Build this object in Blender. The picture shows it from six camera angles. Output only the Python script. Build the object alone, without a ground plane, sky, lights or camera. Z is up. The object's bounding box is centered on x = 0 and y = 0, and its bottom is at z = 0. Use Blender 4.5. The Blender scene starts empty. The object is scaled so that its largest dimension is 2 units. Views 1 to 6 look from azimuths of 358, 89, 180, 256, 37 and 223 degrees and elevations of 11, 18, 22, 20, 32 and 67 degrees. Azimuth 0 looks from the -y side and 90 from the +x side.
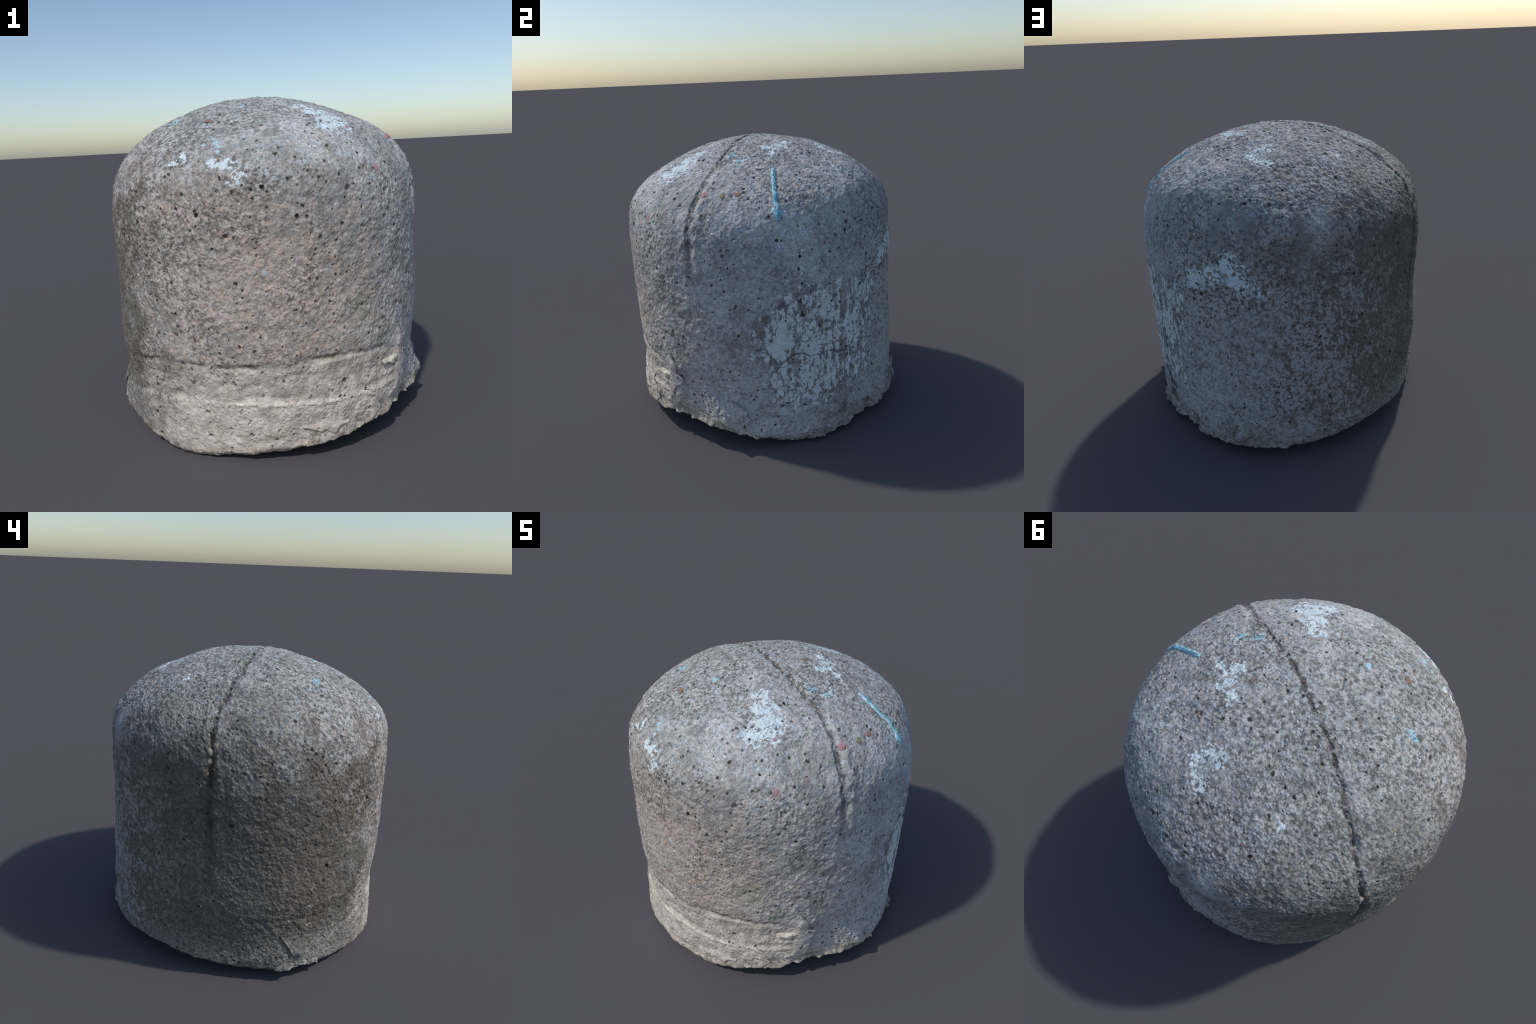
"""Weathered precast-concrete bollard: a squat drum with a domed top, a casting seam running over
the dome, a ragged footing collar, splashes of old pale-blue paint, embedded gravel and dry grass."""
import math
import random

import bpy
import bmesh
import numpy as np
from mathutils import Vector

rnd = random.Random(7)
TAU = math.tau

# ----------------------------------------------------------------------------------------------
# 1. small numerical helpers
# ----------------------------------------------------------------------------------------------
def smooth(a, b, x):
    t = np.clip((x - a) / (b - a), 0.0, 1.0)
    return t * t * (3 - 2 * t)


def bump(x, w):
    return np.exp(-((x / w) ** 2))


def periodic(deg, knots):
    """Catmull-Rom through (degree, value) knots round the full circle."""
    k = sorted(knots)
    a = np.array([q[0] for q in k], float)
    v = np.array([q[1] for q in k], float)
    a = np.concatenate([a[-2:] - 360, a, a[:2] + 360])
    v = np.concatenate([v[-2:], v, v[:2]])
    x = np.mod(deg, 360.0)
    i = np.clip(np.searchsorted(a, x, side="right") - 1, 1, len(a) - 3)
    h = a[i + 1] - a[i]
    t = (x - a[i]) / h
    m0 = (v[i + 1] - v[i - 1]) / (a[i + 1] - a[i - 1]) * h
    m1 = (v[i + 2] - v[i]) / (a[i + 2] - a[i]) * h
    return (2 * t**3 - 3 * t**2 + 1) * v[i] + (t**3 - 2 * t**2 + t) * m0 + (3 * t**2 - 2 * t**3) * v[i + 1] + (t**3 - t**2) * m1


def spline_weights(x, kn):
    W = np.zeros((len(x), len(kn)))
    for n, q in enumerate(x):
        j = int(min(max(np.searchsorted(kn, q) - 1, 0), len(kn) - 2))
        h = kn[j + 1] - kn[j]
        t = (q - kn[j]) / h
        W[n, j] += 2 * t**3 - 3 * t * t + 1
        W[n, j + 1] += 3 * t * t - 2 * t**3
        if j > 0:
            d = kn[j + 1] - kn[j - 1]
            W[n, j + 1] += (t**3 - 2 * t * t + t) * h / d
            W[n, j - 1] -= (t**3 - 2 * t * t + t) * h / d
        if j + 2 < len(kn):
            d = kn[j + 2] - kn[j]
            W[n, j + 2] += (t**3 - t * t) * h / d
            W[n, j] -= (t**3 - t * t) * h / d
    return W


_g = np.random.default_rng(11)
_perm = _g.permutation(512).astype(np.int64)
_grad = _g.normal(size=(512, 3))
_grad /= np.linalg.norm(_grad, axis=1)[:, None]


def noise(P, scale, seed=0):
    """Perlin noise, about -0.6 .. 0.6."""
    q = P * scale + seed * 17.31 + 100.0
    i = np.floor(q).astype(np.int64)
    f = q - i
    u = f * f * f * (f * (f * 6 - 15) + 10)
    out = 0.0
    for dx in (0, 1):
        for dy in (0, 1):
            for dz in (0, 1):
                h = _perm[(_perm[(_perm[(i[..., 0] + dx) & 511] + i[..., 1] + dy) & 511] + i[..., 2] + dz) & 511]
                g = _grad[h]
                d = g[..., 0] * (f[..., 0] - dx) + g[..., 1] * (f[..., 1] - dy) + g[..., 2] * (f[..., 2] - dz)
                w = (u[..., 0] if dx else 1 - u[..., 0]) * (u[..., 1] if dy else 1 - u[..., 1]) * (u[..., 2] if dz else 1 - u[..., 2])
                out = out + d * w
    return out


def fbm(P, scale, octaves=3, seed=0):
    return sum(noise(P, scale * 2**k, seed + k) * 0.5**k for k in range(octaves))


# ----------------------------------------------------------------------------------------------
# 2. the measured form: distance from the core point (0, 0, 1) by polar angle from straight up:
#    mean, then the lean (cos, sin) and two orders of out-of-roundness
# ----------------------------------------------------------------------------------------------
CORE = (
    (0, 0.981, 0, 0, 0, 0, 0, 0),
    (15, 0.991, -0.001, -0.001, 0.001, 0.001, -0.003, 0),
    (30, 1.012, -0.002, -0.010, -0.004, -0.001, 0, -0.007),
    (42, 1.048, 0.011, -0.016, -0.002, 0.003, -0.013, -0.006),
    (52, 1.078, 0.011, -0.015, 0.002, -0.004, -0.007, 0.010),
    (60, 1.079, 0.009, -0.024, -0.005, -0.003, 0.002, 0.002),
    (70, 1.027, 0.014, -0.028, 0.002, 0, -0.001, 0.001),
    (85, 0.969, 0.015, -0.021, -0.003, 0.001, -0.002, 0.003),
    (100, 0.980, 0.014, -0.022, -0.005, 0.002, 0.001, -0.003),
    (115, 1.065, 0.013, -0.016, -0.008, 0.003, -0.004, -0.006),
    (125, 1.183, 0.023, -0.009, -0.027, 0.007, -0.008, -0.007),
    (133, 1.471, 0.027, -0.020, -0.024, 0.002, -0.003, 0.002),
)
# bottom edge of the footing: (degrees from +x, radius, height)
RIM = (
    (0, 0.968, 0.050), (15, 0.955, 0.020), (30, 0.940, 0.028), (45, 0.925, 0.045), (60, 0.972, 0.062),
    (75, 0.975, 0.075), (90, 0.965, 0.070), (105, 0.950, 0.085), (120, 0.950, 0.125), (135, 0.935, 0.130),
    (150, 0.925, 0.100), (165, 0.930, 0.082), (180, 0.970, 0.082), (195, 0.975, 0.070), (210, 0.968, 0.042),
    (225, 0.978, 0.018), (240, 0.985, 0.006), (255, 0.980, 0.026), (270, 0.984, 0.055), (285, 0.986, 0.076),
    (300, 0.988, 0.108), (315, 0.972, 0.145), (330, 0.968, 0.150), (345, 0.984, 0.120),
)
# upper lip of the footing collar (degrees, height, strength), and the thin rib below it
LEDGE = ((211, 0.46, 0.35), (228, 0.51, 0.8), (240, 0.52, 1), (252, 0.53, 1), (264, 0.53, 1), (274, 0.525, 1), (281, 0.555, 0.9),
         (289, 0.55, 0.9), (299, 0.55, 0.8), (310, 0.51, 0.7), (325, 0.47, 0.2), (350, 0.40, 0.0), (90, 0.38, 0.0), (180, 0.40, 0.0))
RIB = ((209, 0.25, 0.5), (224, 0.30, 0.9), (243, 0.32, 1), (263, 0.33, 1), (280, 0.32, 1), (294, 0.31, 0.9), (309, 0.31, 0.6),
       (330, 0.33, 0.2), (0, 0.30, -0.5), (40, 0.29, -0.5), (90, 0.27, -0.2), (150, 0.26, 0.0))
# the casting seam seen from above: y as a function of x
SEAM = ((-1.0, 0.49), (-0.86, 0.42), (-0.72, 0.35), (-0.47, 0.18), (-0.22, 0.03), (-0.05, -0.05), (0.13, -0.14), (0.36, -0.225), (0.61, -0.33), (0.86, -0.485), (1.0, -0.57))
SEAM_COS = 0.88
# two cracks in the painted panel on the +x side: azimuth (deg) by height, height by azimuth
CRACK_A = ((0.40, 9), (0.55, 3), (0.66, 7), (0.73, 11), (0.79, 10), (0.90, 11), (0.98, 7), (1.15, 4))
CRACK_B = ((0, 0.56), (7, 0.66), (12, 0.69), (17, 0.65), (22, 0.665), (30, 0.63), (37, 0.58))

# broad swells and hollows: azimuth, polar angle, spread (degrees), amount (m)
SWELL = ((122, 42, 9.5, 0.036), (165, 40, 10, 0.026), (86, 53, 8, 0.022), (24, 29, 11, 0.024), (337, 47, 12, 0.018), (312, 42, 17, -0.020),
         (228, 51, 8, 0.022), (228, 37, 8, -0.008), (230, 62, 8, -0.004), (146, 41, 7, 0.013), (104, 47, 7, 0.013), (124, 35, 6, 0.008), (129, 59, 8, -0.009), (143, 54, 6, -0.008), (123, 29, 6, -0.007),
         (210, 52, 7, 0.018), (248, 49, 7, 0.012), (303, 33, 6, 0.010), (145, 108, 9, -0.008))
WAIST = ((0, 0.012), (25, 0.006), (50, -0.006), (75, -0.008), (110, -0.002), (140, 0.015), (165, 0.024), (185, 0.009), (205, 0.0), (220, -0.007), (236, -0.009), (255, -0.006), (280, -0.010), (300, -0.010), (320, -0.004), (338, 0.002))
WALL = ((0, 0.006), (27, 0.004), (55, -0.004), (85, -0.003), (115, 0.0), (145, -0.004), (163, 0.003), (185, 0.007), (205, 0.009), (235, 0.005), (262, 0.0), (290, 0.0), (318, 0.000), (335, 0.002), (347, 0.004))
FOOT = ((0, 0.0), (25, 0.0), (46, -0.020), (70, -0.012), (110, -0.006), (145, -0.008), (165, 0.0), (190, -0.008), (222, 0.012), (245, 0.0), (330, 0.004))
DEG = np.radians
COLS, R_BODY, R_FOOT, R_UNDER = 1240, 390, 96, 24


def build_grid():
    """Returns the rows x columns grid of surface points, apex first, underside last."""
    th = np.arange(COLS) * TAU / COLS
    tdeg = np.degrees(th)
    core = np.array(CORE)
    kn = DEG(core[:, 0])
    harm = np.stack([np.ones_like(th), np.cos(th), np.sin(th), np.cos(2 * th), np.sin(2 * th), np.cos(3 * th), np.sin(3 * th)])
    # polar angles spaced evenly along the mean profile
    fine = np.linspace(0.0, DEG(123.0), 900)
    mean = spline_weights(fine, kn) @ core[:, 1]
    pr, pz = mean * np.sin(fine), mean * np.cos(fine)
    arc = np.concatenate([[0], np.cumsum(np.hypot(np.diff(pr), np.diff(pz)))])
    phi = np.interp(np.linspace(0.004, arc[-1], R_BODY), arc, fine)
    rho = spline_weights(phi, kn) @ core[:, 1:] @ harm
    r = rho * np.sin(phi)[:, None]
    z = 1 + rho * np.cos(phi)[:, None]
    # footing: from the last body row out to the ragged bottom edge
    rr = periodic(tdeg, [(a, b) for a, b, c in RIM])
    rz = periodic(tdeg, [(a, c) for a, b, c in RIM])
    t = np.linspace(0, 1, R_FOOT + 1)[1:, None]
    fr = r[-1] + (rr - r[-1]) * (0.25 * t + 0.75 * t * t * (3 - 2 * t)) + 0.012 * np.sin(np.pi * t) * 0
    fz = z[-1] + (rz - z[-1]) * t
    roll = smooth(0.90, 1.0, t)
    fr = fr - 0.018 * roll**2
    # underside: rolls in and rises gently to the middle
    s = np.linspace(0, 1, R_UNDER + 1)[1:, None]
    ur = fr[-1] * (1 - s) ** 1.0 * (1 - 0.02 * s)
    zc = 0.16
    uz = fz[-1] + (zc - fz[-1]) * smooth(0.0, 0.8, s)
    ur[-1] = 0.002
    r = np.vstack([r, fr, ur])
    z = np.vstack([z, fz, uz])
    return np.stack([r * np.cos(th), r * np.sin(th), z], -1), th


def grid_normals(G):
    dth = np.roll(G, -1, 1) - np.roll(G, 1, 1)
    dv = np.empty_like(G)
    dv[1:-1] = G[2:] - G[:-2]
    dv[0] = G[1] - G[0]
    dv[-1] = G[-1] - G[-2]
    n = np.cross(dv, dth)
    n /= np.linalg.norm(n, axis=-1, keepdims=True) + 1e-12
    return n


def seam_distance(P):
    """Signed distance across the seam as seen from above, metres (+ on the +y side)."""
    s = np.array(SEAM)
    x = P[..., 0]
    return (P[..., 1] - np.interp(x, s[:, 0], s[:, 1])) * SEAM_COS


def sculpt(G, th):
    """Moves the surface along its normals: lumps, collar, rib, seam, cracks, crumpled foot."""
    n = grid_normals(G)
    P = G
    tdeg = np.degrees(th)[None, :] + 0 * P[..., 2]
    z = P[..., 2]
    rows = np.arange(len(G))[:, None]
    outer = (rows < R_BODY + R_FOOT).astype(float)
    d = 0.006 * fbm(P, 2.6, 2, 3) + 0.0075 * fbm(P, 16.0, 2, 9) + 0.0050 * fbm(P, 36.0, 2, 13)
    d = d * np.where(outer > 0, 1, 0.6)

    # footing collar: a broken lip with an undercut above it, then a rib
    zl = periodic(tdeg, [(a, b) for a, b, c in LEDGE]) + 0.030 * noise(P, 9.0, 21) + 0.014 * noise(P, 28.0, 22)
    kl = np.clip(periodic(tdeg, [(a, c) for a, b, c in LEDGE]), 0, 1)
    kl = kl * (0.25 + 0.75 * smooth(-0.22, 0.12, noise(P, 4.5, 23)))
    below = smooth(0.008, -0.014, z - zl)
    d += outer * kl * (0.005 * below * (0.35 + 0.65 * smooth(-0.16, -0.02, z - zl)) - 0.016 * bump(z - zl - 0.014, 0.015))
    zr = periodic(tdeg, [(a, b) for a, b, c in RIB]) + 0.012 * noise(P, 7.0, 31)
    kr = periodic(tdeg, [(a, c) for a, b, c in RIB])
    kr = kr * (0.3 + 0.7 * smooth(-0.2, 0.15, noise(P, 5.5, 33)))
    d += outer * kr * (0.006 * bump(z - zr, 0.013) + 0.001 * smooth(0.01, -0.015, z - zr) * (kr > 0) - 0.009 * bump(z - zr - 0.035, 0.022))

    # casting seam
    sd = seam_distance(P)
    wob = sd + 0.020 * noise(P, 11.0, 41)
    front = smooth(0.55, 0.75, P[..., 0])
    back = smooth(-0.3, -0.6, P[..., 0])
    reach = smooth(1.02, 1.30, z + 0.22 * back)
    gap = 0.12 + 0.88 * smooth(-0.10, 0.20, noise(P, 6.5, 43) + 0.5 * noise(P, 19.0, 44))
    depth = (0.011 + 0.014 * back - 0.003 * front) * gap
    d -= outer * reach * depth * bump(wob + 0.003, 0.010 + 0.008 * back)
    d += outer * reach * (1 - 0.6 * front) * 0.002 * smooth(-0.09, -0.015, wob) * smooth(0.004, -0.014, wob)     # smooth lip, -y side
    # near +x the seam opens into a fold: a shallow trough with a lumpy mortar ridge beside it
    d -= outer * front * reach * 0.009 * bump(wob - 0.022, 0.020)
    d += outer * front * reach * (0.003 + 0.016 * np.clip(noise(P, 20, 47), -0.2, 0.5)) * bump(wob - 0.066, 0.020)
    d -= outer * 0.005 * bump(wob, 0.010) * smooth(-0.5, -0.7, P[..., 0]) * smooth(0.1, 0.3, z)
    d += outer * back * reach * smooth(1.6, 1.45, z) * 0.018 * np.clip(noise(P, 17, 49) + 0.12, 0, 1) * (bump(wob - 0.055, 0.03) + bump(wob + 0.05, 0.025))
    # a scraped crescent beside the seam on the +x shoulder
    arc_z = 1.48 + 0.55 * (P[..., 1] + 0.12)
    d += outer * smooth(0.6, 0.8, P[..., 0]) * 0.005 * bump(z - arc_z + 0.018 * noise(P, 14, 51), 0.016) * bump(P[..., 1] + 0.10, 0.13)

    # cracks in the painted panel
    a = np.array(CRACK_A)
    az = np.interp(z, a[:, 0], a[:, 1])
    da = (np.mod(tdeg + 180, 360) - 180 - az) * math.pi / 180 * 0.96 + 0.02 * noise(P, 18, 61)
    d -= outer * 0.004 * bump(da, 0.007) * smooth(0.5, 0.6, z) * smooth(1.1, 1.0, z)
    b = np.array(CRACK_B)
    dz = z - np.interp(np.mod(tdeg + 180, 360) - 180, b[:, 0], b[:, 1]) + 0.02 * noise(P, 18, 62)
    side = smooth(-1, 3, np.mod(tdeg + 180, 360) - 180) * smooth(40, 35, np.mod(tdeg + 180, 360) - 180)
    d -= outer * 0.004 * bump(dz, 0.007) * side

    # crumpled, broken foot: strongest at the front right and along the +x side
    foot = smooth(0.16, 0.0, z - periodic(tdeg, [(q[0], q[2]) for q in RIM]))
    rag = periodic(tdeg, [(0, 0.9), (30, 1.0), (75, 0.9), (110, 0.35), (160, 0.25), (200, 0.3), (240, 0.35), (270, 0.8), (290, 1.0), (320, 1.0), (340, 1.1)])
    ridged = 1 - np.abs(fbm(P, 5.5, 2, 71)) * 2.4
    d += outer * foot * rag * (0.016 * (ridged - 0.62))
    # broad departures of the cast from its mean form
    U = P - np.array([0, 0, 1.0])
    U = U / np.linalg.norm(U, axis=-1, keepdims=True)
    for a_deg, p_deg, spread, amount in SWELL:
        c = np.array([math.cos(DEG(a_deg)) * math.sin(DEG(p_deg)), math.sin(DEG(a_deg)) * math.sin(DEG(p_deg)), math.cos(DEG(p_deg))])
        ang = np.degrees(np.arccos(np.clip(U @ c, -1, 1)))
        d += outer * amount * bump(ang, spread)
    waist = periodic(tdeg, WAIST)
    wall = periodic(tdeg, WALL)
    d += outer * periodic(tdeg, FOOT) * bump(z - 0.27, 0.10)
    d += outer * (waist * bump(z - 0.43, 0.13) + wall * smooth(0.2, 0.5, z) * smooth(1.4, 1.05, z))
    # a torn fold standing proud beside the corner, then a beak of broken skin running down to the tip
    zt = smooth(0.62, 0.50, z) * smooth(0.17, 0.24, z)
    ta = tdeg - 321.5 + 40 * noise(P, 5.0, 81) * 0.10 + (z - 0.4) * -14
    d += outer * 0.015 * zt * smooth(-11, -0.5, ta) * smooth(0.9, -0.4, ta)
    line = 334.8 + (0.42 - z) / 0.21 * 9.2 + 2.5 * noise(P, 12.0, 82)
    tb = line - tdeg
    beak = smooth(0.47, 0.40, z) * smooth(0.13, 0.20, z) * (0.35 + 0.65 * smooth(0.42, 0.22, z))
    d += outer * 0.022 * beak * np.exp(-np.clip(tb, 0, 60) / 4.0) * smooth(-0.8, 0.4, tb)
    d -= outer * 0.014 * beak * bump(tb + 4.0, 3.0)
    # hollow beside the torn fold at the front right corner
    dd = np.mod(tdeg - 327 + 180, 360) - 180
    d -= outer * 0.010 * bump(dd, 7.0) * smooth(0.62, 0.35, z) * smooth(0.10, 0.25, z)

    out = G + n * d[..., None]
    # pointed corners of the footing (degrees, width, height, tallness, reach)
    for c, w, h, tall, reach_ in ((344, 5.0, 0.215, 0.10, 0.030), (189, 9, 0.18, 0.08, 0.014), (71, 4.0, 0.15, 0.06, 0.040), (27, 3.5, 0.20, 0.05, 0.024), (315, 4.0, 0.40, 0.08, 0.016)):
        q = np.mod(tdeg - c + 180, 360) - 180
        k = outer * reach_ * bump(q, w) * bump(z - h, tall)
        out[..., 0] += k * np.cos(th)[None, :]
        out[..., 1] += k * np.sin(th)[None, :]
    return out


# ----------------------------------------------------------------------------------------------
# 3. node helpers
# ----------------------------------------------------------------------------------------------
class Tree:
    def __init__(self, tree):
        self.t = tree
        self.t.nodes.clear()

    def node(self, kind, **props):
        n = self.t.nodes.new(kind)
        for k, v in props.items():
            setattr(n, k, v)
        return n

    def put(self, sock, v):
        if isinstance(v, Val):
            self.t.links.new(v.s, sock)
        elif v is not None:
            if sock.type == "RGBA" and len(v) == 3:
                v = (*v, 1)
            sock.default_value = v

    def math(self, op, a, b=None, c=None, clamp=False):
        n = self.node("ShaderNodeMath", operation=op, use_clamp=clamp)
        for s, v in zip(n.inputs, (a, b, c)):
            self.put(s, v)
        return Val(self, n.outputs[0])

    def vec(self, op, a, b=None, out=0):
        n = self.node("ShaderNodeVectorMath", operation=op)
        self.put(n.inputs[0], a)
        if b is not None:
            self.put(n.inputs["Scale"] if op == "SCALE" else n.inputs[1], b)
        return Val(self, n.outputs["Value"] if op in ("LENGTH", "DISTANCE", "DOT_PRODUCT") else n.outputs[0])

    def remap(self, x, a, b, lo=0.0, hi=1.0):
        n = self.node("ShaderNodeMapRange", interpolation_type="SMOOTHSTEP")
        for s, v in zip(n.inputs, (x, a, b, lo, hi)):
            self.put(s, v)
        return Val(self, n.outputs[0])

    def noise(self, p, scale, detail=2.0, rough=0.5, out="Fac", distortion=0.0):
        n = self.node("ShaderNodeTexNoise")
        self.put(n.inputs["Vector"], p)
        n.inputs["Scale"].default_value, n.inputs["Detail"].default_value, n.inputs["Roughness"].default_value = scale, detail, rough
        n.inputs["Distortion"].default_value = distortion
        return Val(self, n.outputs[out])

    def voronoi(self, p, scale, feature="F1", rand=1.0):
        n = self.node("ShaderNodeTexVoronoi", feature=feature)
        self.put(n.inputs["Vector"], p)
        n.inputs["Scale"].default_value, n.inputs["Randomness"].default_value = scale, rand
        return Val(self, n.outputs["Distance"]), (Val(self, n.outputs["Color"]) if "Color" in n.outputs else None)

    def mix(self, f, a, b, mode="MIX"):
        n = self.node("ShaderNodeMix", data_type="RGBA", blend_type=mode)
        self.put(n.inputs[0], f)
        self.put(n.inputs[6], a)
        self.put(n.inputs[7], b)
        return Val(self, n.outputs[2])

    def curve(self, x, knots, x0, x1, y0, y1):
        """Piecewise curve y(x) through knots, with a Float Curve node."""
        n = self.node("ShaderNodeFloatCurve")
        c = n.mapping.curves[0]
        pts = sorted(((k[0] - x0) / (x1 - x0), (k[1] - y0) / (y1 - y0)) for k in knots)
        pts = [(min(max(u, 0), 1), min(max(v, 0), 1)) for u, v in pts]
        c.points[0].location, c.points[1].location = pts[0], pts[-1]
        for q in pts[1:-1]:
            c.points.new(*q)
        for q in c.points:
            q.handle_type = "AUTO_CLAMPED"
        n.mapping.update()
        self.put(n.inputs["Value"], (x - x0) * (1.0 / (x1 - x0)))
        return Val(self, n.outputs[0]) * (y1 - y0) + y0

    def sep(self, v):
        n = self.node("ShaderNodeSeparateXYZ")
        self.put(n.inputs[0], v)
        return [Val(self, o) for o in n.outputs]

    def rgb(self, v):
        n = self.node("ShaderNodeSeparateColor")
        self.put(n.inputs[0], v)
        return [Val(self, o) for o in n.outputs]


class Val:
    def __init__(self, tree, sock):
        self.tree, self.s = tree, sock

    def __add__(self, o): return self.tree.math("ADD", self, o)
    __radd__ = __add__
    def __sub__(self, o): return self.tree.math("SUBTRACT", self, o)
    def __rsub__(self, o): return self.tree.math("SUBTRACT", o, self)
    def __mul__(self, o): return self.tree.math("MULTIPLY", self, o)
    __rmul__ = __mul__
    def max(self, o): return self.tree.math("MAXIMUM", self, o)
    def min(self, o): return self.tree.math("MINIMUM", self, o)
    def abs(self): return self.tree.math("ABSOLUTE", self)
    def clamp(self): return self.tree.math("ADD", self, 0.0, clamp=True)


# air holes and gravel, shared by the geometry and by the material
GRAVEL, PORE, HOLE = 52.0, 27.0, 13.5


def relief(T, p):
    """Bared gravel 0..1, pores 0..1, large holes 0..1, stone tone, how bared the area is (shader and geometry)."""
    x, y, z = T.sep(p)
    q = T.vec("ADD", p, T.vec("SCALE", T.vec("SUBTRACT", T.noise(p, 42.0, 2, 0.6, out="Color"), (0.5, 0.5, 0.5)), 0.024))
    area = T.noise(p, 3.1, 3, 0.6)
    bared = T.remap(area + x * -0.16 + y * 0.08 + (z - 1.0) * 0.10, 0.36, 0.66)
    dist, col = T.voronoi(q, GRAVEL)
    r, g, b = T.rgb(col)
    gravel = T.remap(dist, 0.62, 0.14) * (r * 0.75 + 0.25)
    crowd = T.noise(p, 5.3, 3, 0.6)
    shoulder = T.remap((z - 1.52).abs(), 0.24, 0.04)
    crowd = crowd + T.remap(T.vec("DISTANCE", p, (0.0, -0.95, 1.52)), 0.42, 0.10) * 0.16
    pd, pc = T.voronoi(q, PORE)
    pr, pg, pb = T.rgb(pc)
    need = 0.78 - T.remap(crowd, 0.40, 0.62) * 0.50 - shoulder * 0.06
    pore = T.remap(pd, pg * 0.26 + 0.12, pg * 0.12 + 0.04) * T.remap(pr - need, 0.0, 0.04)
    hd, hc = T.voronoi(q, HOLE)
    hr, hg, hb = T.rgb(hc)
    hneed = 0.85 - T.remap(crowd, 0.42, 0.64) * 0.40 - shoulder * 0.16
    hole = T.remap(hd, hg * hg * 0.17 + 0.085, hg * hg * 0.11 + 0.04) * T.remap(hr - hneed, 0.0, 0.04)
    return gravel, pore, hole, g, bared


def relief_modifier():
    """Geometry nodes that push the same gravel and pores into the mesh."""
    ng = bpy.data.node_groups.new("concrete_relief", "GeometryNodeTree")
    ng.interface.new_socket("Geometry", in_out="INPUT", socket_type="NodeSocketGeometry")
    ng.interface.new_socket("Geometry", in_out="OUTPUT", socket_type="NodeSocketGeometry")
    T = Tree(ng)
    T.rgb = lambda v: geo_rgb(T, v)
    gi, go = T.node("NodeGroupInput"), T.node("NodeGroupOutput")
    pos = Val(T, T.node("GeometryNodeInputPosition").outputs[0])
    nor = Val(T, T.node("GeometryNodeInputNormal").outputs[0])
    gravel, pore, hole, _, bared = relief(T, pos)
    h = gravel * (bared * 0.0032 + 0.0014) - pore * 0.0050 - hole * 0.0125 - 0.0006
    sp = T.node("GeometryNodeSetPosition")
    T.t.links.new(gi.outputs[0], sp.inputs[0])
    T.put(sp.inputs["Offset"], T.vec("SCALE", nor, h))
    T.t.links.new(sp.outputs[0], go.inputs[0])
    return ng


def geo_rgb(T, v):
    n = T.node("FunctionNodeSeparateColor")
    T.put(n.inputs[0], v)
    return [Val(T, o) for o in n.outputs[:3]]


# ----------------------------------------------------------------------------------------------
# 4. materials
# ----------------------------------------------------------------------------------------------
PAINT_PALE = (  # x, y, z, radius, strength: splashes of pale blue-white paint
    (0.24, -0.42, 1.89, 0.060, 1.0), (0.31, -0.50, 1.86, 0.090, 1.0), (0.40, -0.56, 1.81, 0.095, 1.0), (0.36, -0.65, 1.78, 0.075, 1.0),
    (0.47, -0.60, 1.77, 0.055, 0.8),
    (0.46, 0.08, 1.87, 0.060, 0.9), (0.35, 0.05, 1.92, 0.070, 0.9), (0.33, 0.15, 1.92, 0.055, 0.9), (0.25, 0.15, 1.94, 0.055, 0.8), (0.25, 0.21, 1.93, 0.035, 0.7),
    (0.11, 0.44, 1.89, 0.060, 0.9), (0.17, 0.50, 1.86, 0.055, 0.9), (0.07, 0.46, 1.89, 0.05, 0.7), (0.07, 0.59, 1.83, 0.050, 0.9), (0.13, 0.57, 1.83, 0.045, 0.8),
    (-0.33, 0.47, 1.83, 0.028, 1.2), (0.52, -0.10, 1.88, 0.05, 0.7),
    (-0.44, -0.76, 1.63, 0.034, 1.1), (-0.50, -0.76, 1.60, 0.030, 1.0), (-0.28, -0.87, 1.615, 0.036, 1.1), (-0.22, -0.90, 1.61, 0.036, 1.1),
    (-0.15, -0.95, 1.56, 0.060, 0.9), (-0.20, -0.94, 1.53, 0.04, 0.7), (-0.42, -0.62, 1.73, 0.05, 0.5), (-0.50, -0.60, 1.70, 0.05, 0.5),
    (0.33, 0.89, 1.31, 0.085, 1.0), (0.42, 0.86, 1.25, 0.080, 0.9), (0.53, 0.80, 1.20, 0.090, 0.8), (0.27, 0.91, 1.21, 0.080, 0.9), (0.15, 0.94, 1.13, 0.07, 0.7),
    (0.68, 0.60, 1.02, 0.10, 0.6),
)
PAINT_BLUE = (  # flecks of stronger blue
    (-0.10, -0.42, 1.91, 0.022, 1.0), (-0.49, -0.31, 1.855, 0.032, 1.0), (-0.31, -0.76, 1.69, 0.026, 1.1), (-0.26, -0.775, 1.695, 0.028, 0.9),
    (-0.26, -0.82, 1.66, 0.02, 0.8), (0.42, -0.19, 1.90, 0.045, 0.75), (0.50, -0.15, 1.875, 0.040, 0.7),
)
# the big worn panel of pale paint on the +x side
PAINT_PANEL = (
    (0.97, 0.10, 0.78, 0.20, 1.0), (0.95, 0.22, 0.95, 0.20, 0.85), (0.93, 0.30, 0.72, 0.22, 1.0), (0.88, 0.40, 0.95, 0.20, 0.8), (0.80, 0.55, 0.80, 0.20, 0.9),
    (0.95, 0.16, 0.50, 0.18, 0.9), (0.90, 0.34, 0.48, 0.20, 0.9), (0.78, 0.58, 0.52, 0.15, 0.7), (0.74, 0.62, 0.98, 0.16, 0.7),
)


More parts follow.
